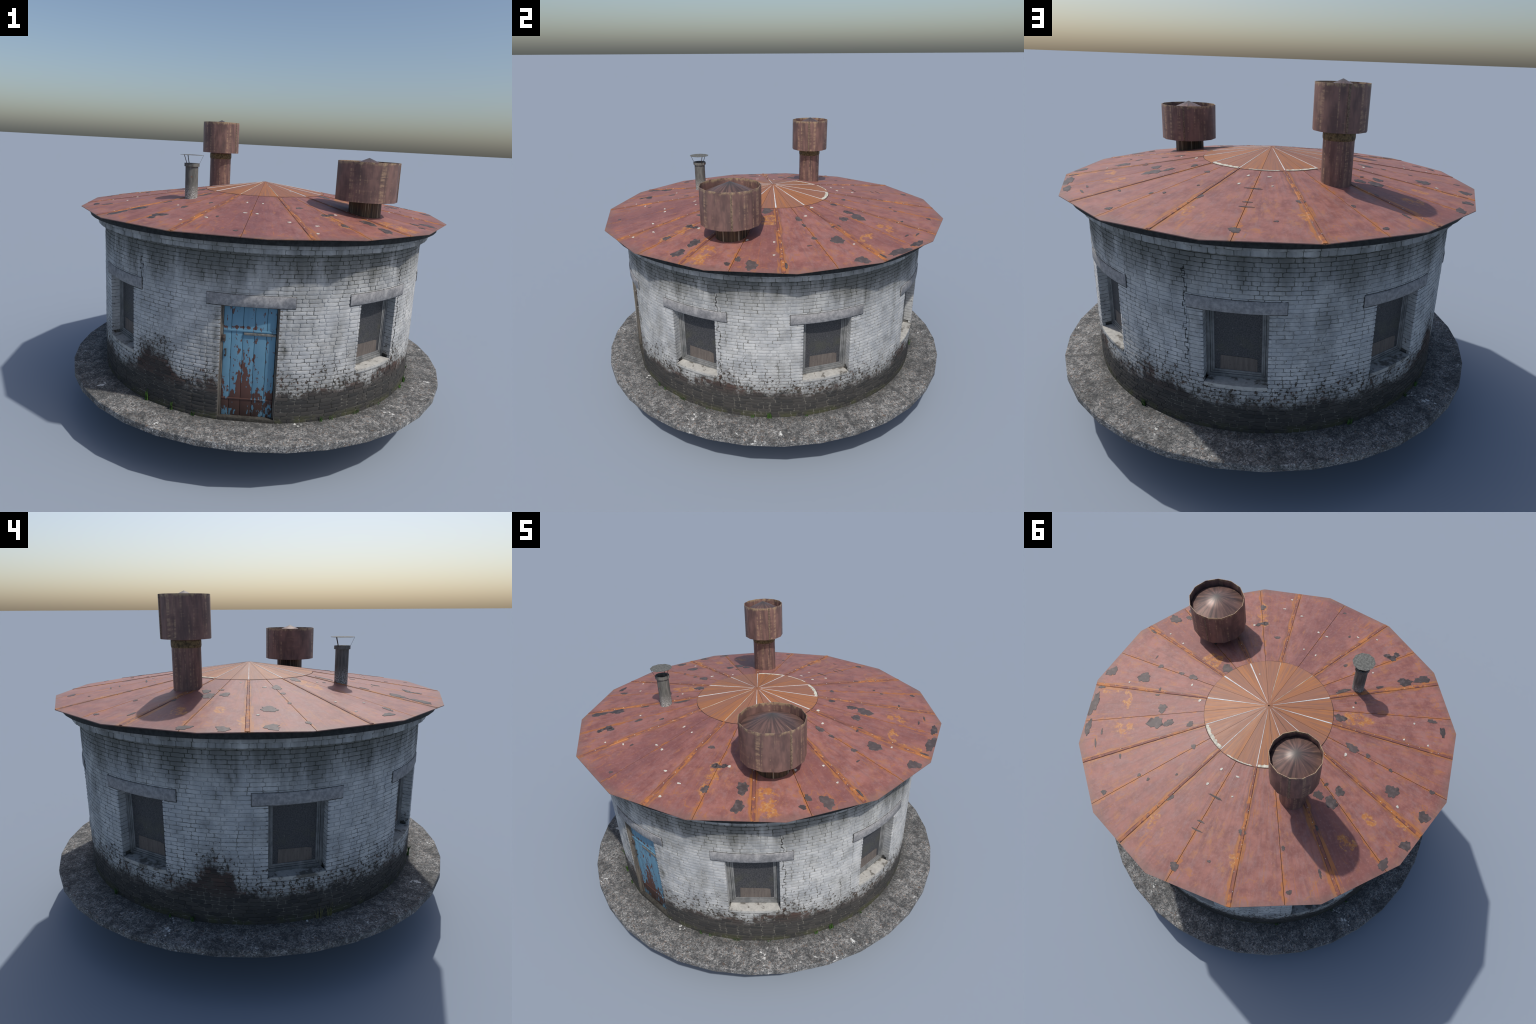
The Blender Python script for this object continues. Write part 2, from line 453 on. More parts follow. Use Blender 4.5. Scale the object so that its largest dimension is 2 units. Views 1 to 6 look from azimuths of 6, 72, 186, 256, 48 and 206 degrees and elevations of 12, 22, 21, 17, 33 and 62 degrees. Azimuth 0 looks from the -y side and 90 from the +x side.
def flue_material(name, low=True):
    M = Mat(name, 0.75, 0.3)
    L = M.obj
    z = M.xyz(L)[2]
    speck = M.noise(L, 240.0, 3.0, 0.6)
    vert = M.noise(L, 1.0, 4.0, 0.6, stretch=(110, 110, 14))
    col = M.mix(M.step(vert, 0.35, 0.68), (0.085, 0.087, 0.080), (0.165, 0.165, 0.152))
    if low:
        pale = M.step(M.add(z, M.mul(M.sub(vert, 0.5), 0.12)), 0.085, 0.020)
        col = M.mix(pale, col, M.mix(M.step(speck, 0.40, 0.62), (0.10, 0.10, 0.09), (0.48, 0.48, 0.46)))
    rust = M.step(M.noise(L, 60.0, 2.0), 0.69, 0.73)
    col = M.mix(rust, col, (0.16, 0.07, 0.045))
    return M.done(col)

def wood_material(name, a, b, rough=0.7, grain=(90, 90, 12)):
    M = Mat(name, rough, 0.35)
    P = M.pos
    n = M.noise(P, 1.0, 4.0, 0.6, stretch=grain)
    f = M.noise(P, 140.0, 3.0, 0.6)
    col = M.mix(M.step(n, 0.35, 0.65), a, b)
    col = M.mix(M.mul(M.step(f, 0.6, 0.7), 0.5), col, tuple(0.4 * c for c in a))
    M.bump(n, 0.3, 0.0015)
    return M.done(col)

def pane_material():
    M = Mat("dusty_pane", 0.55, 0.35)
    P = M.pos
    z = M.xyz(P)[2]
    mesh = M.noise(P, 210.0, 2.0, 0.5)
    big = M.noise(P, 16.0, 3.0, 0.6)
    col = M.mix(M.step(mesh, 0.35, 0.65), (0.032, 0.033, 0.037), (0.066, 0.066, 0.069))
    green = M.mul(M.bell(z, 0.592, 0.055), M.step(big, 0.42, 0.62))
    col = M.mix(M.mul(green, 0.55), col, (0.070, 0.071, 0.052))
    dots = M.step(M.noise(P, 95.0, 1.0), 0.72, 0.75)
    col = M.mix(M.mul(dots, 0.5), col, (0.14, 0.14, 0.14))
    return M.done(col)

def door_material(name="peeling_blue_paint"):
    M = Mat(name, 0.55, 0.35)
    P = M.pos
    a = radians(DOOR_ANGLE)
    u = M.vec("DOT_PRODUCT", P, (-sin(a), cos(a), 0))
    z = M.xyz(P)[2]
    n = M.noise(M.comb(M.mul(u, 62.0), 0.0, M.mul(z, 24.0)), 1.0, 4.0, 0.62)
    n2 = M.noise(M.comb(M.mul(u, 30.0), 3.0, M.mul(z, 7.0)), 1.0, 3.0, 0.6)
    bias = M.mul(M.step(z, 0.47, 0.33), 0.22)
    colm = M.mul(M.bell(u, -0.018, 0.055), M.mul(M.step(z, 0.68, 0.42), 0.24))
    colm = M.mul(colm, M.step(z, 0.632, 0.60))
    toprow = M.mul(M.bell(z, 0.654, 0.012), M.mul(M.step(u, 0.055, 0.02), 0.26))
    low = M.mul(M.bell(z, 0.315, 0.03), 0.10)
    t = M.add(M.add(M.add(0.5, M.mul(M.sub(n, 0.5), 1.55)), bias), M.add(M.add(colm, toprow), low))
    t = M.add(t, M.mul(M.sub(n2, 0.5), 0.35))
    peel = M.step(t, 0.665, 0.690)
    blue = M.mix(M.noise(P, 18.0, 4.0, 0.6), (0.090, 0.205, 0.295), (0.125, 0.255, 0.350))
    blue = M.mix(M.mul(M.step(M.noise(M.comb(M.mul(u, 40.0), 1.0, M.mul(z, 5.0)), 1.0, 3.0), 0.55, 0.75), 0.35), blue, (0.075, 0.160, 0.240))
    wood = M.mix(n2, (0.080, 0.036, 0.030), (0.120, 0.058, 0.046))
    dirt = M.mul(M.step(z, 0.40, 0.25), 0.75)
    wood = M.mix(dirt, wood, (0.032, 0.024, 0.021))
    blue = M.mix(M.mul(dirt, 0.45), blue, (0.06, 0.11, 0.14))
    M.bump(M.sub(1.0, peel), 0.5, 0.0015)
    return M.done(M.mix(peel, blue, wood))

def plain(name, col, rough=0.8, spec=0.3, var=0.4, scale=60.0):
    M = Mat(name, rough, spec)
    n = M.noise(M.pos, scale, 3.0, 0.6)
    return M.done(M.mix(M.step(n, 0.3, 0.7), tuple(c * (1 - var) for c in col), tuple(min(1, c * (1 + var)) for c in col)))

def sill_material():
    M = Mat("sill_paint", 0.85, 0.25)
    n = M.noise(M.pos, 1.0, 4.0, 0.65, stretch=(48, 48, 60))
    b = M.noise(M.pos, 9.0, 2.0)
    col = M.mix(M.step(n, 0.35, 0.7), (0.36, 0.355, 0.335), (0.50, 0.49, 0.46))
    dirt = M.step(M.add(M.mul(n, 0.6), M.mul(b, 0.7)), 0.60, 0.74)
    col = M.mix(M.mul(dirt, 0.88), col, (0.085, 0.078, 0.066))
    M.bump(n, 0.4, 0.002)
    return M.done(col)

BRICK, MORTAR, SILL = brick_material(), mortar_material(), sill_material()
GRAVEL = gravel_material()
FOOTING = concrete_material("footing_concrete", (0.06, 0.06, 0.06), (0.12, 0.12, 0.115))
STONE = concrete_material("lintel_concrete", (0.200, 0.200, 0.207), (0.330, 0.325, 0.325), 60.0)
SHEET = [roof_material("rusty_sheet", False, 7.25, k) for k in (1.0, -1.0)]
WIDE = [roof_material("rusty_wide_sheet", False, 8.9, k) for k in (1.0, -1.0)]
CROWN, RIB = roof_material("crown_sheet", True), rib_material()
DECK = plain("roof_underlay", (0.045, 0.024, 0.022), 0.8)
FASCIA = plain("black_fascia", (0.020, 0.022, 0.023), 0.75)
TAR = tar_material()
SEALANT = plain("white_sealant", (0.60, 0.60, 0.60), 0.7, var=0.15)
LIME = plain("lime_edging", (0.52, 0.50, 0.42), 0.8, var=0.35, scale=45)
SPOT = plain("pale_spot", (0.55, 0.53, 0.47), 0.8, var=0.2)
VENT, PIPE, CONE = vent_material("vent_rust"), vent_material("stained_pipe", True), cone_material()
BAND = plain("brass_band", (0.125, 0.095, 0.045), 0.6, var=0.6, scale=90)
FLUE, FLUECAP = flue_material("flue_asbestos"), flue_material("flue_metal", False)
IRON = plain("dark_iron", (0.055, 0.048, 0.043), 0.6, var=0.4)
SOOT = plain("dark_tone", (0.012, 0.012, 0.012), 0.95)
FRAME = wood_material("grey_frame_wood", (0.130, 0.135, 0.136), (0.215, 0.217, 0.214), 0.7, (30, 30, 26))
DFRAME = wood_material("door_frame_wood", (0.085, 0.078, 0.068), (0.175, 0.155, 0.132))
PANE = pane_material()
PANE_REFLECT = wood_material("brown_reflection", (0.105, 0.088, 0.078), (0.140, 0.118, 0.104))
DOOR = door_material()
BAR = plain("grey_bar", (0.17, 0.165, 0.15), 0.6, var=0.4)
LINTEL_SHADE = plain("lintel_shade", (0.060, 0.060, 0.057), 0.95, var=0.5, scale=90)
CRACK = plain("crack_shadow", (0.016, 0.016, 0.014), 0.95)
WEED = plain("weed_green", (0.045, 0.105, 0.020), 0.7, var=0.5)
STRAW = plain("dry_grass", (0.20, 0.20, 0.08), 0.7, var=0.3)

# ------------------------------------------------------------------ the house
house = bpy.data.objects.new("round_brick_house", None)
bpy.context.scene.collection.objects.link(house)
house["label"] = "round whitewashed brick hut with rusty conical metal roof"
house["category"] = "building"

def group(name):
    return house

# --- base slab and hidden footing
n = 35
ph = radians(180 / 35)
SHIFT = Matrix.Translation((0.002, 0, 0))
v, f = revolve([(0, SLAB_Z1), (0.80, SLAB_Z1), (SLAB_R - 0.004, SLAB_Z1), (SLAB_R - 0.001, SLAB_Z1 - 0.002), (SLAB_R, SLAB_Z1 - 0.005), (SLAB_R, SLAB_Z0), (0, SLAB_Z0)], n, ph)
slab = new_obj("base_slab", v, f, GRAVEL, house, 25, SHIFT)
v, f = revolve([(0, SLAB_Z0 + 0.002), (0.50, SLAB_Z0 + 0.002), (0.50, 0.0), (0, 0.0)], 48)
new_obj("footing", v, f, FOOTING, house, 30)

# --- wall core (the mortar the bricks sit in)
RC = WALL_R - 0.0022
openings = sorted([(a, OPEN_HALF, WIN_Z0) for a in WIN_ANGLES] + [(DOOR_ANGLE, 8.35, WALL_Z0)])
core = Geo()
CORE_IN = 0.745
core.add(*sector(0, 2 * pi, CORE_IN, RC, WIN_Z1, 0.983, 180))
for i, (a, h, z0) in enumerate(openings):
    b, hb, _ = openings[(i + 1) % len(openings)]
    b = b + (360 if b < a else 0)
    core.add(*sector(radians(a + h + 0.65), radians(b - hb - 0.65), CORE_IN, RC, WALL_Z0, WIN_Z1, 30))
    if z0 > WALL_Z0:
        core.add(*sector(radians(a - h - 0.65), radians(a + h + 0.65), CORE_IN, RC, WALL_Z0, z0 - 0.012, 20))
wall = new_obj("wall", core.v, core.f, MORTAR, house, 30)

# --- bricks: a few irregular brick shapes, shared by all
def brick_mesh(seed, length, height=COURSE - 0.0023):
    rg = random.Random(seed)
    nx, nz = (7, 4) if length > 0.04 else (5, 4)
    v, f = [], []
    for k in range(nz):
        for i in range(nx):
            y = (i / (nx - 1) - 0.5) * length
            z = (k / (nz - 1) - 0.5) * height
            ey, ez = i in (0, nx - 1), k in (0, nz - 1)
            x = rg.uniform(-0.0005, 0.0005)
            if ey or ez:
                x -= 0.0006
                y += rg.uniform(-0.0013, 0.0013) if ey else 0
                z += rg.uniform(-0.0009, 0.0009) if ez else 0
            if ey and ez:
                x -= 0.0005
                y *= 0.972
                z *= 0.86
            v.append((x, y, z))
    for k in range(nz - 1):
        for i in range(nx - 1):
            b = k * nx + i
            f.append((b, b + 1, b + nx + 1, b + nx))
    rim = [i for i in range(nx)] + [nx - 1 + nx * k for k in range(1, nz)] + [nx * (nz - 1) + i for i in range(nx - 2, -1, -1)] + [nx * k for k in range(nz - 2, 0, -1)]
    b = len(v)
    for q in rim:
        v.append((-0.014, v[q][1], v[q][2]))
    m = len(rim)
    for i in range(m):
        j = (i + 1) % m
        f.append((rim[j], rim[i], b + i, b + j))
    f.append(tuple(b + i for i in range(m - 1, -1, -1)))
    return v, f

LONG, SHORT = 0.0548, 0.0262
variants = [("L", LONG, brick_mesh(100 + s, LONG)) for s in range(7)] + [("S", SHORT, brick_mesh(200 + s, SHORT)) for s in range(4)]
longs, shorts = variants[:7], variants[7:]
bricks = []      # (variant index, matrix, visible size)

def lay(ang, z, r, width, tilt=0.0, hs=1.0):
    """one brick at an angle (radians) on a ring of radius r, filling a width"""
    isl = width > 0.040
    k = RNG.randrange(7) if isl else 7 + RNG.randrange(4)
    L = variants[k][1]
    m = Matrix.Rotation(ang, 4, 'Z') @ Matrix.Translation((r + RNG.uniform(-0.0006, 0.0006), 0, z)) @ Matrix.Rotation(tilt, 4, 'X') @ Matrix.Diagonal((1, width / L, hs, 1))
    bricks.append((k, m, width))

def course(a0, a1, z, r, joint=0.0026, start=0.0, hs=1.0):
    """fill an arc (radians) with stretchers and a header now and then"""
    total = (a1 - a0) * r
    sizes, s = [], 0.0
    if start > 0:
        sizes.append(start)
        s = start + joint
    while s < total:
        w = SHORT if RNG.random() < 0.22 else LONG
        w *= RNG.uniform(0.95, 1.05)
        sizes.append(w)
        s += w + joint
    if len(sizes) > 1 and s - total > sizes[-1] * 0.55:
        s -= sizes.pop() + joint
    k = (total - joint * len(sizes)) / (s - joint * len(sizes))
    p = 0.0
    for w in sizes:
        w *= k
        lay(a0 + (p + joint / 2 + w / 2) / r, z, r, w, RNG.uniform(-0.008, 0.008), hs)
        p += w + joint

row, z = 0, WALL_Z0 + COURSE / 2
while z + COURSE / 2 <= WALL_Z1 + 0.004:
    start = LONG * (0.45 if row % 2 else 0.95)
    if z > WIN_Z1 + 0.004 and z < LINTEL_Z1 - 0.002:
        arcs, H = openings, LINTEL_HALF
    elif z < WIN_Z1 + 0.004 and z > WIN_Z0 - 0.004:
        arcs, H = openings, OPEN_HALF
    elif z < WIN_Z0:
        arcs, H = [(DOOR_ANGLE, 8.35, 0)], 8.35
    else:
        arcs, H = [], 0
    if arcs:
        for i, (a, h, _) in enumerate(arcs):
            b = arcs[(i + 1) % len(arcs)][0]
            b = b + (360 if b <= a else 0)
            course(radians(a + H), radians(b - H), z, WALL_R, start=start)
    else:
        course(radians(13), radians(373), z, WALL_R, start=start)
    row += 1
    z += COURSE
# cornice: two corbelled courses
CORNICE = [(0.8650, 0.9792, 1.0000), (0.8720, 1.0012, 1.0210)]
cg = Geo()
for k, (r, z0, z1) in enumerate(CORNICE):
    cg.add(*sector(0, 2 * pi, 0.80, r - 0.0022, z0, z1 + 0.0012, 180))
    course(radians(k * 3), radians(k * 3 + 360), (z0 + z1) / 2, r, start=LONG * 0.5, hs=(z1 - z0 - 0.0016) / (COURSE - 0.0023))
new_obj("cornice", cg.v, cg.f, MORTAR, house, 30)

# brick reveals of the windows and the door
DEPTH = 0.049
def reveal(angle, half_w, z0, z1):
    R = Matrix.Rotation(radians(angle), 4, 'Z')
    x1 = sqrt(WALL_R ** 2 - half_w ** 2) - 0.0005
    zz = WALL_Z0 + COURSE / 2 + COURSE * math.ceil((z0 - WALL_Z0 - COURSE * 0.2) / COURSE)
    while zz < z1:
        for side in (-1, 1):
            k = RNG.randrange(7)
            w = DEPTH * 1.02
            m = R @ Matrix.Translation((x1 - w / 2, side * half_w, zz)) @ Matrix.Rotation(-side * pi / 2, 4, 'Z') @ Matrix.Diagonal((0.8, w / LONG, 1.05, 1))
            bricks.append((k, m, 0.0))
        zz += COURSE

for a in WIN_ANGLES:
    reveal(a, 0.1187, WIN_Z0, WIN_Z1)

# the 300 widest bricks are objects of their own, the others one mesh
meshes = []
for k, (t, L, (v, f)) in enumerate(variants):
    me = bpy.data.meshes.new("brick_shape")
    me.from_pydata(v, [], f)
    me.update()
    me.materials.append(BRICK)
    for p in me.polygons:
        p.use_smooth = True
    me.set_sharp_from_angle(angle=radians(50))
    meshes.append(me)
order = sorted(range(len(bricks)), key=lambda i: -bricks[i][2])
single = set(order[:300])
rest = Geo()
for i, (k, m, w) in enumerate(bricks):
    if i in single:
        place("brick", meshes[k], wall, m)
    else:
        rest.add(*variants[k][2], m)
ob = new_obj("brickwork", rest.v, rest.f, BRICK, wall, 50)
ob["kind"] = "stuff"

# --- lintels
for a in WIN_ANGLES + [DOOR_ANGLE]:
    g = Geo()
    nn = 14
    A = radians(LINTEL_HALF)
    prof = [(0.752, LINTEL_Z0), (WALL_R + 0.0022, LINTEL_Z0), (WALL_R + 0.0042, LINTEL_Z0 + 0.003), (WALL_R + 0.0040, LINTEL_Z1 - 0.003), (WALL_R + 0.0018, LINTEL_Z1), (0.752, LINTEL_Z1)]
    m = len(prof)
    rg = random.Random(int(a) + 3)
    for i in range(nn + 1):
        t = -A + 2 * A * i / nn
        for j, (r, z) in enumerate(prof):
            jit = rg.uniform(-0.0007, 0.0007) if 0 < j < m - 1 else 0
            g.v.append(pol(r + jit, t, z + jit))
    for i in range(nn):
        for j in range(m):
            j2 = (j + 1) % m
            g.f.append((i * m + j, i * m + j2, (i + 1) * m + j2, (i + 1) * m + j))
    g.f += [tuple(range(m - 1, -1, -1)), tuple(nn * m + j for j in range(m))]
    dj = Geo()  # dark strips added around the lintel to draw its shadow outline
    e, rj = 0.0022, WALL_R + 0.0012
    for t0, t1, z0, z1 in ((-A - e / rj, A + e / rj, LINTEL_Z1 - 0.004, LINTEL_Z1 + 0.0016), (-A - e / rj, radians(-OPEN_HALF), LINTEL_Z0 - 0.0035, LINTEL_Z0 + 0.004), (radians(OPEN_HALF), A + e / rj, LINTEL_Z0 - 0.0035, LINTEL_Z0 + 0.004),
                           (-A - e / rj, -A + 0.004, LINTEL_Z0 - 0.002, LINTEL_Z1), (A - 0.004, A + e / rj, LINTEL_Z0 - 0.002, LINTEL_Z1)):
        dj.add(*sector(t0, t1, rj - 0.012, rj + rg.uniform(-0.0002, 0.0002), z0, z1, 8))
    new_obj("lintel_shade_line", dj.v, dj.f, LINTEL_SHADE, house, 30, Matrix.Rotation(radians(a), 4, 'Z'))
    new_obj("lintel", g.v, g.f, STONE, house, 40, Matrix.Rotation(radians(a), 4, 'Z'))

# --- windows
FX = WALL_R - DEPTH                  # outer face of the frame
HW = 0.1185
frame = Geo()
for y0, y1, z0, z1 in ((-HW, -HW + 0.013, WIN_Z0, WIN_Z1 + 0.003), (HW - 0.013, HW, WIN_Z0, WIN_Z1 + 0.003), (-HW + 0.013, HW - 0.013, WIN_Z1 - 0.010, WIN_Z1 + 0.003), (-HW + 0.013, HW - 0.013, WIN_Z0, WIN_Z0 + 0.013)):
    frame.add(*box(FX - 0.024, FX, y0, y1, z0, z1, 0.0015))
sash = Geo()
i0 = HW - 0.0145
for y0, y1, z0, z1 in ((-i0, -i0 + 0.006, WIN_Z0 + 0.0145, WIN_Z1 - 0.0115), (i0 - 0.006, i0, WIN_Z0 + 0.0145, WIN_Z1 - 0.0115), (-i0 + 0.006, i0 - 0.006, WIN_Z1 - 0.018, WIN_Z1 - 0.0115), (-i0 + 0.006, i0 - 0.006, WIN_Z0 + 0.0145, WIN_Z0 + 0.021)):
    sash.add(*box(FX - 0.024, FX - 0.0022, y0, y1, z0, z1, 0.0012))
i1 = i0 - 0.0065
for y0, y1, z0, z1 in ((-i1, -i1 + 0.008, WIN_Z0 + 0.0215, WIN_Z1 - 0.0185), (i1 - 0.008, i1, WIN_Z0 + 0.0215, WIN_Z1 - 0.0185), (-i1 + 0.008, i1 - 0.008, WIN_Z1 - 0.026, WIN_Z1 - 0.0185), (-i1 + 0.008, i1 - 0.008, WIN_Z0 + 0.0215, WIN_Z0 + 0.030)):
    sash.add(*box(FX - 0.024, FX - 0.0042, y0, y1, z0, z1, 0.0015))
pane = Geo().add(*box(FX - 0.022, FX - 0.0068, -i0, i0, WIN_Z0 + 0.012, WIN_Z1 - 0.005))
zb0, zb1 = WIN_Z0 + 0.031, WIN_Z0 + 0.088
reflect_plate = Geo()  # brown plate added on the pane for its brownish lower reflection
reflect_plate.v = [(x, y, z) for x in (FX - 0.0090, FX - 0.0056) for y, z in ((-0.068, zb0), (0.074, zb0), (0.073, zb1 - 0.005), (0.055, zb1), (-0.066, zb1 + 0.003))]
reflect_plate.f = [(4, 3, 2, 1, 0), (5, 6, 7, 8, 9)] + [(i, (i + 1) % 5, 5 + (i + 1) % 5, 5 + i) for i in range(5)]
sill = Geo().add(*sector(radians(-OPEN_HALF + 0.05), radians(OPEN_HALF - 0.05), FX - 0.015, WALL_R + 0.0015, WIN_Z0 - 0.0150, WIN_Z0 - 0.0012, 12))
sill.add(*sector(radians(-OPEN_HALF + 0.10), radians(OPEN_HALF - 0.10), FX - 0.015, WALL_R + 0.0032, WIN_Z0 - 0.0115, WIN_Z0, 12))
base = None
for a in WIN_ANGLES:
    M4 = Matrix.Rotation(radians(a), 4, 'Z')
    if base is None:
        w = new_obj("window", frame.v, frame.f, FRAME, house, 30, M4)
        s = new_obj("window_sash", sash.v, sash.f, FRAME, w, 30)
        p = new_obj("window_pane", pane.v, pane.f, PANE, w, None)
        b = new_obj("pane_reflection", reflect_plate.v, reflect_plate.f, PANE_REFLECT, w, None)
        sl = new_obj("window_sill", sill.v, sill.f, SILL, w, 30)
        base = (w, s, p, b, sl)
    else:
        w = place("window", base[0].data, house, M4)
        for q in base[1:]:
            place(q.name.split(".")[0], q.data, w)

# --- door
DM = Matrix.Rotation(radians(DOOR_ANGLE), 4, 'Z')
DX = WALL_R - 0.029                  # face of the door leaf
DH = 0.1195
DZ0, DZ1 = 0.256, 0.7550
fr = Geo()
for y0, y1, z0, z1 in ((-DH, -DH + 0.010, WALL_Z0, DZ1), (DH - 0.009, DH, WALL_Z0, DZ1), (-DH + 0.010, DH - 0.009, DZ1 - 0.012, DZ1)):
    fr.add(*box(DX - 0.03, DX + 0.003, y0, y1, z0, z1, 0.0015))
for sd in (-1, 1):
    x1 = sqrt(WALL_R ** 2 - DH ** 2) - 0.002
    y0, y1 = sorted((sd * (DH - 0.0015), sd * (DH + 0.010)))
    fr.add(*box(DX - 0.005, x1, y0, y1, WALL_Z0, DZ1, 0.001))
door = new_obj("door_frame", fr.v, fr.f, DFRAME, house, 30, DM)
th = Geo().add(*box(DX - 0.02, WALL_R - 0.0085, -DH + 0.0005, DH - 0.0005, WALL_Z0, DZ0 + 0.001, 0.002))
new_obj("threshold", th.v, th.f, plain("dirty_step", (0.045, 0.042, 0.036), 0.9), door, 30)
y = -DH + 0.0105
for w in (0.0335, 0.0480, 0.0480, 0.0500, 0.0385):
    g = Geo().add(*box(DX - 0.018, DX, y + 0.0007, y + w - 0.0007, DZ0 + 0.0015, DZ1 - 0.013, 0.0016))
    new_obj("door_plank", g.v, g.f, DOOR, door, 30)
    y += w
g = Geo().add(*box(DX - 0.004, DX + 0.0035, -DH + 0.012, DH - 0.0105, 0.6365, 0.6440, 0.0012))
new_obj("door_batten", g.v, g.f, DOOR, door, 30)
g = Geo().add(*box(DX - 0.004, DX + 0.0032, -DH + 0.012, DH - 0.0105, 0.3330, 0.3390, 0.0012))
new_obj("door_batten", g.v, g.f, DOOR, door, 30)
g = Geo().add(*box(DX - 0.001, DX + 0.0060, -0.024, DH - 0.0110, 0.6235, 0.6330, 0.0015))
for yy in (0.035, 0.092):
    g.add(*box(DX + 0.004, DX + 0.0085, yy, yy + 0.004, 0.6262, 0.6302, 0.001))
new_obj("hinge_bar", g.v, g.f, BAR, door, 30)
g = Geo().add(*box(DX - 0.001, DX + 0.006, -DH + 0.0015, -DH + 0.021, 0.590, 0.6200, 0.003)).add(*box(DX + 0.004, DX + 0.011, -DH + 0.008, -DH + 0.018, 0.604, 0.612, 0.002))
new_obj("door_lock", g.v, g.f, plain("rusty_lock", (0.075, 0.060, 0.052), 0.7), door, 30)
g = Geo().add(*box(DX + 0.004, DX + 0.009, -DH + 0.022, -DH + 0.0265, 0.526, 0.558, 0.0018))
for zz in (0.526, 0.553):
    g.add(*box(DX - 0.001, DX + 0.007, -DH + 0.017, -DH + 0.026, zz, zz + 0.005, 0.001))
new_obj("door_handle", g.v, g.f, IRON, door, 30)

# --- cracks that climb the joints beside two windows
def crack(a_deg, z0, z1, seed):
    rg = random.Random(seed)
    g = Geo()
    z, a = z1, a_deg
    R = WALL_R + 0.0012
    pts = [(a, z)]
    while z > z0:
        z -= COURSE * rg.choice((0.5, 1.0, 1.0))
        pts.append((a, z))
        na = a_deg + rg.uniform(-0.75, 0.75)
        pts.append((na, z + rg.uniform(-0.002, 0.002)))
        a = na
    for (p, q), (p2, q2) in zip(pts[:-1], pts[1:]):
        w = rg.uniform(0.0003, 0.0012)
        if abs(p - p2) < 1e-6:
            d = w / R
            A = radians(p)
            c = [(A - d, q), (A + d, q), (A + d, q2), (A - d, q2)]
        else:
            A0, A1 = sorted((radians(p), radians(p2)))
            c = [(A0, q - w), (A1, q2 - w), (A1, q2 + w), (A0, q + w)]
        b = len(g.v)
        g.v += [pol(R, t, h) for t, h in c] + [pol(R - 0.006, t, h) for t, h in c]
        g.f += [tuple(b + k for k in t) for t in ((0, 1, 2, 3), (0, 4, 5, 1), (1, 5, 6, 2), (2, 6, 7, 3), (3, 7, 4, 0))]
    return g
for a, z0, z1, sd in ((324.1, 0.40, 0.89, 1), (76.6, 0.54, 0.905, 2), (237.0, 0.80, 0.90, 5)):
    g = crack(a, z0, z1, sd)
    new_obj("crack", g.v, g.f, CRACK, wall, None)

# ------------------------------------------------------------------ roof
def rim_r(a):
    """distance of the polygonal eave from the axis at an angle"""
    st = 2 * pi / ROOF_SIDES
    t = (a - radians(12)) % st - st / 2
    return ROOF_R * cos(st / 2) / cos(t)
def roof_z(r, a, lift=0.0):
    return APEX_Z - (APEX_Z - ROOF_Z) * r / rim_r(a) + lift
VERT_A = [radians(12) + 2 * pi * k / ROOF_SIDES for k in range(-ROOF_SIDES, 2 * ROOF_SIDES)]
TH = 0.003

v, f = revolve([(0, APEX_Z - TH), (ROOF_R - 0.003, ROOF_Z - TH - 0.0005), (ROOF_R - 0.004, ROOF_Z - TH - 0.002), (0.88, ROOF_Z - 0.012), (0, ROOF_Z - 0.012)], ROOF_SIDES, radians(12))
roof = new_obj("roof", v, f, DECK, house, 40)
v, f = revolve([(0.80, 1.0222), (0.9035, 1.0222), (0.9035, ROOF_Z - 0.004), (0.80, ROOF_Z - 0.004)], 60)
new_obj("fascia", v, f, FASCIA, house, 40)

def panel(a0, a1, r0, lift, gap, mat, name, to_rim=True, r1=None):
    ac = (a0 + a1) / 2
    brk = sorted({a0, a1} | {t for t in VERT_A if a0 + 1e-4 < t < a1 - 1e-4} | {a0 + (a1 - a0) * k / 6 for k in range(1, 6)})
    nr = 7
    g = Geo()
    for t in brk:
        for k in range(nr):
            R1 = rim_r(t) if to_rim else r1
            r = r0 + (R1 - r0) * k / (nr - 1)
            # a straight gap along both seams
            s = gap / max(r, 0.02)
            tt = min(max(t, a0 + s), a1 - s) if a1 - a0 > 2 * s else ac
            if to_rim and k == nr - 1:
                r = rim_r(tt)
            zz = roof_z(r, tt, lift)
            g.v.append((r * cos(tt - ac), r * sin(tt - ac), zz))
    top = len(g.v)
    g.v += [(x, y, z - TH) for x, y, z in g.v]
    m = len(brk)
    for i in range(m - 1):
        for k in range(nr - 1):
            a, b, c, d = i * nr + k, i * nr + k + 1, (i + 1) * nr + k + 1, (i + 1) * nr + k
            g.f += [(a, b, c, d), (top + d, top + c, top + b, top + a)]
        g.f += [(i * nr, (i + 1) * nr, top + (i + 1) * nr, top + i * nr), ((i + 1) * nr + nr - 1, i * nr + nr - 1, top + i * nr + nr - 1, top + (i + 1) * nr + nr - 1)]
    for k in range(nr - 1):
        e = (m - 1) * nr
        g.f += [(k + 1, k, top + k, top + k + 1), (e + k, e + k + 1, top + e + k + 1, top + e + k)]
    return new_obj(name, g.v, g.f, mat, roof, 30, Matrix.Rotation(ac, 4, 'Z'))

for i, s in enumerate(SEAMS):
    e = SEAMS[(i + 1) % 12] + (360 if i == 11 else 0)
    mid = radians((s + e) / 2)
    for half_no, (a0, a1) in enumerate(((radians(s), mid), (mid, radians(e)))):
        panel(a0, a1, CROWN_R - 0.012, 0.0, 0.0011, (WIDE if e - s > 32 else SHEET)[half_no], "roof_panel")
        panel(a0, a1, 0.004, 0.0014, 0.0006, CROWN, "crown_panel", False, CROWN_R)

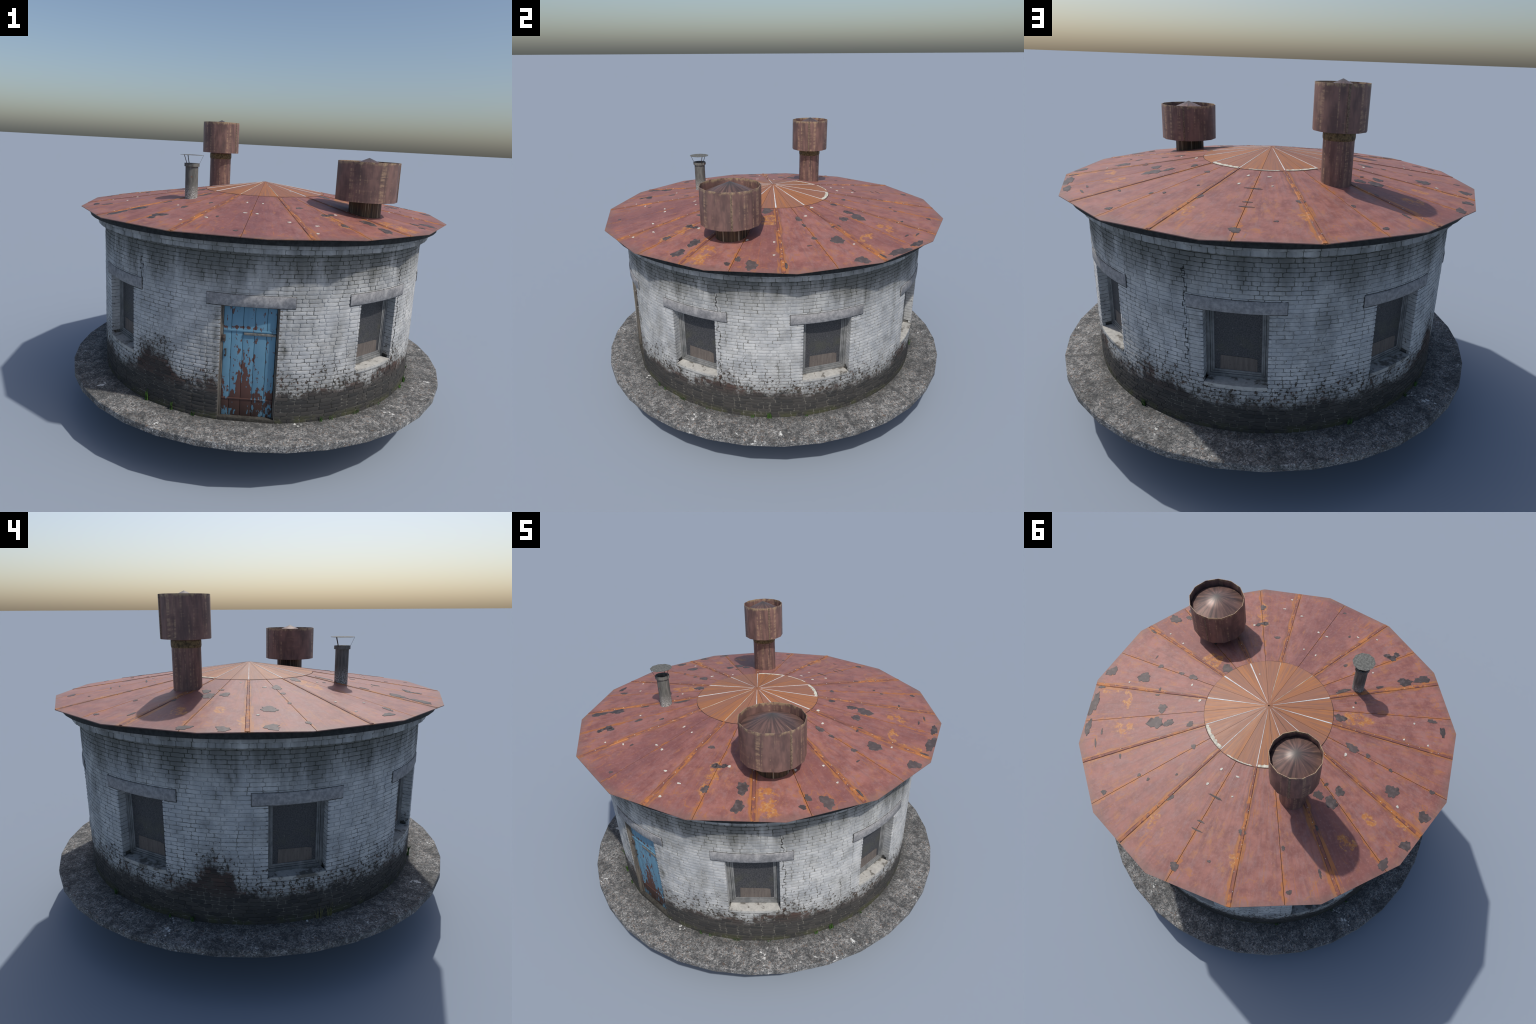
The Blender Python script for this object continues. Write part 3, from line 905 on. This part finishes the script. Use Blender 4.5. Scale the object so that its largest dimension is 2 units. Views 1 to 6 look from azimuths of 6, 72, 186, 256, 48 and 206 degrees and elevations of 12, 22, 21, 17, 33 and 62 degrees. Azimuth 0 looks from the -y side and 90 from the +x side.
# dark lip below the crown
n = 72
g = Geo()
for i in range(n):
    a = 2 * pi * i / n
    for r, l in ((CROWN_R - 0.006, 0.0006), (CROWN_R + 0.0024, 0.0006), (CROWN_R + 0.0028, -0.002), (CROWN_R - 0.006, -0.002)):
        g.v.append(pol(r + 0.0008 * sin(a * 9), a, roof_z(r, a, l)))
for i in range(n):
    j = (i + 1) % n
    for k in range(4):
        g.f.append((4 * i + k, 4 * j + k, 4 * j + (k + 1) % 4, 4 * i + (k + 1) % 4))
new_obj("crown_lip", g.v, g.f, DECK, roof, 40)

def strip(a, r0, r1, w0, w1, h, lift, nseg, mat, name, seed, jit=0.0, edge=0.6):
    """ridge lying along one seam, width from w0 (inside) to w1 (outside)"""
    rg = random.Random(seed)
    g = Geo()
    for k in range(nseg + 1):
        t = k / nseg
        r = r0 + (r1 - r0) * t
        w = w0 + (w1 - w0) * t + rg.uniform(-jit, jit)
        o = rg.uniform(-jit, jit) * 0.5
        zb = roof_z(r, a, lift)
        for y, dz in ((-w, -0.001), (-w * edge, h), (w * edge, h), (w, -0.001)):
            g.v.append((r, y + o, zb + dz))
    for k in range(nseg):
        for j in range(3):
            g.f.append((4 * k + j, 4 * k + 4 + j, 4 * k + 5 + j, 4 * k + 1 + j))
        g.f.append((4 * k + 3, 4 * k + 7, 4 * k + 4, 4 * k))
    g.f += [(0, 1, 2, 3), (4 * nseg + 3, 4 * nseg + 2, 4 * nseg + 1, 4 * nseg)]
    return new_obj(name, g.v, g.f, mat, roof, 25, Matrix.Rotation(a, 4, 'Z'))

for i, s in enumerate(SEAMS):
    a = radians(s)
    strip(a, CROWN_R - 0.004, rim_r(a) - 0.002, 0.0058, 0.0110, 0.0022, 0.0, 26, RIB, "roof_seam", i, 0.0007, 0.55)
    thick = s > 310 or s < 20 or 190 < s < 230
    if not 250 < s < 290:
        strip(a, 0.02, CROWN_R - 0.003, 0.0006, 0.0038 if thick else 0.0022, 0.0008, 0.0016, 18, SEALANT, "seam_sealant", 40 + i, 0.0003, 0.8)
    else:
        strip(a, 0.03, CROWN_R - 0.003, 0.0004, 0.0012, 0.0006, 0.0016, 18, LIME, "seam_sealant", 40 + i, 0.0004, 0.8)
# pale lime edging on parts of the crown rim
for a0, a1, w in ((43.5, 71.0, 0.019), (109.0, 136.0, 0.015), (80, 104, 0.006)):
    rg = random.Random(int(a0))
    g = Geo()
    ns = 24
    for k in range(ns + 1):
        a = radians(a0 + (a1 - a0) * k / ns)
        ww = w * rg.uniform(0.6, 1.1)
        for r, l in ((CROWN_R - 0.001 - ww, 0.0012), (CROWN_R - 0.001 - ww * 0.8, 0.0026), (CROWN_R - 0.002, 0.0026), (CROWN_R - 0.0005, 0.0010)):
            g.v.append(pol(r, a, roof_z(r, a, l)))
    for k in range(ns):
        for j in range(3):
            g.f.append((4 * k + j, 4 * k + 1 + j, 4 * k + 5 + j, 4 * k + 4 + j))
    g.f += [(3, 2, 1, 0), tuple(4 * ns + j for j in range(4))]
    new_obj("lime_edging", g.v, g.f, LIME, roof, 40)

# rivets along the seams
g = Geo()
rg = random.Random(5)
rv, rf = revolve([(0, 0.0016), (0.0012, 0.0012), (0.0019, 0.0)], 8)
for s in SEAMS:
    r = 0.36
    while r < 0.90:
        a = radians(s) + rg.choice((-1, 1)) * rg.uniform(0, 0.006) / r
        g.add(rv, rf, Matrix.Translation(pol(r, a, roof_z(r, a, 0.0024))))
        r += rg.uniform(0.035, 0.11)
ob = new_obj("rivets", g.v, g.f, SPOT, roof, 60)
ob["kind"] = "stuff"

# tar patches: (distance from axis, angle, half length along the slope, half width)
PATCHES = [
    (0.874, 335.8, 0.036, 0.030), (0.896, 7.5, 0.028, 0.034), (0.700, 6.9, 0.032, 0.038), (0.532, 23.9, 0.025, 0.025), (0.560, 32.4, 0.037, 0.037),
    (0.493, 34.1, 0.026, 0.020), (0.388, 38.3, 0.018, 0.014), (0.346, 336.8, 0.030, 0.028), (0.905, 21.4, 0.022, 0.075), (0.905, 30.5, 0.016, 0.050),
    (0.405, 56.6, 0.013, 0.012), (0.857, 89.9, 0.017, 0.023), (0.625, 107.6, 0.014, 0.017), (0.509, 90.2, 0.005, 0.033), (0.636, 90.0, 0.004, 0.020),
    (0.677, 90.2, 0.004, 0.026), (0.630, 72.7, 0.017, 0.014), (0.624, 300.7, 0.015, 0.023), (0.508, 293.3, 0.010, 0.020), (0.777, 239.3, 0.026, 0.020),
    (0.752, 226.4, 0.045, 0.024), (0.855, 226.2, 0.044, 0.026), (0.510, 246.3, 0.012, 0.010), (0.353, 202.8, 0.028, 0.023), (0.824, 207.9, 0.024, 0.013),
    (0.874, 203.9, 0.013, 0.036), (0.444, 182.1, 0.030, 0.022), (0.526, 182.1, 0.013, 0.011), (0.703, 172.9, 0.030, 0.036), (0.650, 180.7, 0.010, 0.009),
    (0.865, 180.7, 0.013, 0.012), (0.885, 171.9, 0.026, 0.032), (0.531, 156.1, 0.023, 0.024), (0.551, 149.2, 0.030, 0.030), (0.495, 145.6, 0.022, 0.022),
    (0.900, 161.0, 0.022, 0.028), (0.900, 152.2, 0.020, 0.031), (0.685, 123.7, 0.010, 0.009), (0.873, 124.1, 0.011, 0.012), (0.522, 358.5, 0.014, 0.010),
    (0.656, 358.7, 0.016, 0.012), (0.865, 55.7, 0.013, 0.013), (0.687, 56.2, 0.009, 0.009), (0.617, 304.0, 0.012, 0.014), (0.770, 301.0, 0.020, 0.018),
    (0.745, 312.6, 0.036, 0.028), (0.850, 312.0, 0.034, 0.026), (0.623, 300.3, 0.016, 0.014), (0.877, 329.0, 0.014, 0.014), (0.832, 331.4, 0.024, 0.012),
    (0.451, 358.1, 0.024, 0.018), (0.764, 241.0, 0.020, 0.018), (0.621, 239.9, 0.018, 0.014), (0.816, 239.9, 0.020, 0.018), (0.400, 228.0, 0.045, 0.010)]
rg = random.Random(77)
def patch(r, a_deg, hr, ht, mat, name, h=0.0011, lift=0.0, rough=0.27):
    a = radians(a_deg)
    n = 30
    k1, k2, k3 = rg.uniform(0, 9), rg.uniform(0, 9), rg.uniform(0, 9)
    ring = []
    for i in range(n):
        t = 2 * pi * i / n
        w = 1 + rough * (0.55 * sin(2 * t + k1) + 0.45 * sin(3 * t + k2) + 0.4 * sin(7 * t + k3)) + rg.uniform(-rough, rough) * 0.35
        ring.append((cos(t) * w * hr, sin(t) * w * ht))
    g = Geo()
    def pt(u, q, l):
        x, y = r + u, q
        R, A = hypot(x, y), atan2(y, x) + a
        R = min(R, rim_r(A) - 0.001)
        g.v.append((R * cos(A - a), R * sin(A - a), roof_z(R, A, l)))
    pt(0, 0, h + lift)
    for sc, l in ((0.5, h), (0.93, h), (1.0, -0.0012)):
        for u, q in ring:
            pt(u * sc, q * sc, l + lift)
    for i in range(n):
        j = (i + 1) % n
        g.f.append((0, 1 + i, 1 + j))
        for b in (1, 1 + n):
            g.f.append((b + i, b + n + i, b + n + j, b + j))
    new_obj(name, g.v, g.f, mat, roof, 40, Matrix.Rotation(a, 4, 'Z'))
for p in PATCHES:
    patch(*p, TAR, "tar_patch")
for r, a, hr, ht in [(0.47, 152.6, 0.006, 0.013), (0.72, 355, 0.004, 0.012), (0.58, 12, 0.006, 0.012), (0.745, 45, 0.006, 0.013), (0.83, 33, 0.004, 0.022), (0.86, 37, 0.004, 0.028), (0.66, 60, 0.008, 0.008), (0.55, 330, 0.010, 0.007), (0.70, 259, 0.010, 0.007), (0.86, 268, 0.008, 0.010), (0.44, 217, 0.007, 0.007), (0.70, 195, 0.016, 0.008), (0.60, 226, 0.020, 0.008), (0.54, 66, 0.006, 0.006), (0.78, 99, 0.005, 0.010), (0.63, 138, 0.016, 0.008), (0.82, 134, 0.020, 0.007), (0.58, 15.5, 0.012, 0.006), (0.90, 14.5, 0.02, 0.008), (0.88, 345.5, 0.022, 0.007)]:
    patch(r, a, hr, ht, TAR, "tar_patch")
SPOTS = [(0.432, 175.5), (0.428, 4.3), (0.789, 342.2), (0.622, 272.4), (0.616, 267.5), (0.763, 10.8), (0.475, 82.3), (0.478, 98.2), (0.383, 96.5), (0.384, 83.7), (0.674, 197.4), (0.728, 206.0), (0.762, 169.2), (0.673, 342.3), (0.764, 291.7), (0.448, 265.0), (0.455, 274.3), (0.613, 235.3), (0.857, 289.4), (0.422, 213.3), (0.796, 197.4), (0.617, 306.0), (0.72, 283.5), (0.73, 256), (0.66, 331.5), (0.80, 250), (0.36, 161), (0.35, 17)]
for i, (r, a) in enumerate(SPOTS):
    big = 1.0 if i % 3 else 1.5
    patch(r, a, 0.0045 * big, 0.0055 * rg.uniform(0.8, 1.7), SPOT, "pale_spot", 0.0013, 0.0003, 0.25)
patch(0.223, 310.6, 0.004, 0.004, SPOT, "pale_spot", 0.0013, 0.0016, 0.25)

# ------------------------------------------------------------------ vents
def vent(x, y, drum_r, z0, z1, apex, cone_z, pipe_r, collar):
    """chimney vent: stub pipe, wide open drum and a cone cap inside it"""
    N, ph = 13, radians(-90)
    pm = VENT if collar else PIPE
    rr = hypot(x, y)
    zr = roof_z(rr, atan2(y, x)) - 0.03
    v, f = revolve([(0, z0 + 0.02), (pipe_r * 0.99, z0 + 0.02), (pipe_r * 1.02, z0 - 0.006), (pipe_r, z0 - 0.012), (pipe_r, zr), (0, zr)], 24)
    at = Matrix.Translation((x, y, 0))
    v = [(a, b, c - z1) for a, b, c in v]
    T = at @ Matrix.Translation((0, 0, z1))
    root = new_obj("roof_vent", v, f, pm, house, 40, T)
    t = 0.0022
    v, f = revolve([(drum_r, z0 - z1), (drum_r, (z0 - z1) * 0.5), (drum_r, 0.0), (drum_r - t, 0.0), (drum_r - t, cone_z - z1 - 0.01), (drum_r - t, z0 - z1 + 0.006), (pipe_r * 0.9, z0 - z1 + 0.006), (pipe_r * 0.9, z0 - z1), (drum_r, z0 - z1)], N, ph)
    new_obj("vent_drum", v, f, VENT, root, 40)
    cr = drum_r * 0.95
    v, f = revolve([(0, apex - z1), (cr * 0.5, (apex + cone_z) / 2 - z1), (cr, cone_z - z1), (cr, cone_z - z1 - 0.003), (0, cone_z - z1 - 0.004)], 26, ph)
    new_obj("vent_cone", v, f, CONE, root, 40)
    # vertical lap seam of the drum
    import itertools
    for aa in ((-12.0, 95.0) if not collar else (104.0, -25.0)):
        a = radians(aa)
        k = cos(pi / N) / cos(((a - ph) % (2 * pi / N)) - pi / N)
        v, f = box(drum_r * k - 0.002, drum_r * k + 0.0016, -0.0042, 0.0042, z0 - z1 + 0.001, -0.0008, 0.0008)
        new_obj("vent_seam", v, f, plain("lap_seam", (0.16, 0.112, 0.078), 0.6, var=0.5, scale=120), root, 30, Matrix.Rotation(a, 4, 'Z'))
    if collar:
        v, f = revolve([(pipe_r, z0 - z1 - 0.004), (pipe_r + 0.0022, z0 - z1 - 0.006), (pipe_r + 0.0026, z0 - z1 - 0.026), (pipe_r + 0.0012, z0 - z1 - 0.034), (pipe_r, z0 - z1 - 0.036)], 24)
        new_obj("vent_collar", v, f, BAND, root, 40)
    return root

vent(0.502, -0.370, 0.1425, 1.164, 1.340, 1.357, 1.300, 0.0745, False)
vent(-0.309, 0.344, 0.1085, 1.331, 1.508, 1.522, 1.474, 0.0625, True)

# ------------------------------------------------------------------ flue with rain cap
fx, fy = -0.3225, -0.3585
zb = roof_z(hypot(fx, fy), atan2(fy, fx)) - 0.012
FT = Matrix.Translation((fx, fy, zb))
H = 1.288 - zb
v, f = revolve([(0.0305, 0.0), (0.0305, H - 0.017), (0.0305, H - 0.006), (0.026, H - 0.006), (0.026, H - 0.06), (0.0, H - 0.06)], 18)
flue = new_obj("flue_pipe", v, f, FLUE, house, 40, FT)
v, f = revolve([(0.030, H - 0.015), (0.0368, H - 0.015), (0.0368, H), (0.0318, H), (0.0262, H - 0.002), (0.0262, H - 0.03)], 10)
new_obj("flue_collar", v, f, FLUECAP, flue, 35)
v, f = revolve([(0.0262, H - 0.004), (0.0258, H - 0.055), (0, H - 0.055)], 18)
new_obj("flue_lining", v, f, SOOT, flue, 40)
HC = 1.327 - zb
v, f = revolve([(0, HC + 0.0022), (0.0555, HC), (0.0555, HC - 0.0010), (0, HC + 0.0008)], 10, radians(-20))
new_obj("rain_cap", v, f, FLUECAP, flue, 20)
for aa in (8.0, 126.0, 241.0):
    a = radians(aa)
    g = Geo()
    for z, r in ((H - 0.003, 0.0350), (HC + 0.0002, 0.0540)):
        for dx, dy in ((-0.0005, -0.0018), (0.0005, -0.0018), (0.0005, 0.0018), (-0.0005, 0.0018)):
            g.v.append((r + dx, dy, z))
    g.f = [(0, 1, 5, 4), (1, 2, 6, 5), (2, 3, 7, 6), (3, 0, 4, 7), (3, 2, 1, 0), (4, 5, 6, 7)]
    new_obj("cap_strut", g.v, g.f, IRON, flue, None, Matrix.Rotation(a, 4, 'Z'))

# ------------------------------------------------------------------ weeds at the foot of the wall
def tuft(a_deg, n, height, spread, mat, seed, leafy=False):
    rg = random.Random(seed)
    g = Geo()
    for _ in range(n):
        a = radians(a_deg) + rg.uniform(-spread, spread) / WALL_R
        r = WALL_R + rg.uniform(0.003, 0.010)
        h = height * rg.uniform(0.5, 1.0)
        lean, tw = rg.uniform(-0.35, 0.35), rg.uniform(0, pi)
        w = rg.uniform(0.0008, 0.0016) * (2.0 if leafy else 1.0)
        out = rg.uniform(0.0, 0.25)
        M4 = Matrix.Rotation(a, 4, 'Z') @ Matrix.Translation((r, 0, SLAB_Z1 - 0.001)) @ Matrix.Rotation(tw, 4, 'Z')
        pts = []
        for k in range(4):
            t = k / 3
            ww = w * (1 - t * 0.85) * (1.6 if leafy and k == 2 else 1)
            cx, cy = out * h * t * t * 0.5, lean * h * t * t
            pts += [(cx - 0.0003, cy - ww, h * t), (cx + 0.0003, cy, h * t), (cx - 0.0003, cy + ww, h * t)]
        fs = []
        for k in range(3):
            for j in range(3):
                fs.append((3 * k + j, 3 * k + (j + 1) % 3, 3 * k + 3 + (j + 1) % 3, 3 * k + 3 + j))
        fs += [(2, 1, 0), (9, 10, 11)]
        g.add(pts, fs, M4)
    ob = new_obj("weed_tuft", g.v, g.f, mat, house, None)
    ob["kind"] = "stuff"
for i, (a, n, h, sp, mat, lf) in enumerate([(249.8, 10, 0.045, 0.005, WEED, True), (240, 9, 0.060, 0.005, WEED, True), (257, 8, 0.030, 0.006, WEED, True), (295.5, 10, 0.028, 0.006, WEED, False), (299, 9, 0.022, 0.008, WEED, False),
        (308, 16, 0.022, 0.018, WEED, False), (319, 8, 0.014, 0.012, WEED, False), (340.5, 22, 0.034, 0.012, WEED, True), (353, 8, 0.014, 0.008, WEED, True), (61.2, 14, 0.034, 0.010, WEED, True), (121.2, 12, 0.030, 0.010, WEED, True),
        (186, 12, 0.060, 0.016, STRAW, False), (189.5, 12, 0.066, 0.014, STRAW, False), (150.5, 8, 0.032, 0.007, WEED, True), (143.6, 6, 0.022, 0.006, WEED, True), (335, 8, 0.02, 0.01, WEED, True)]):
    tuft(a, n, h, sp, mat, 900 + i, lf)
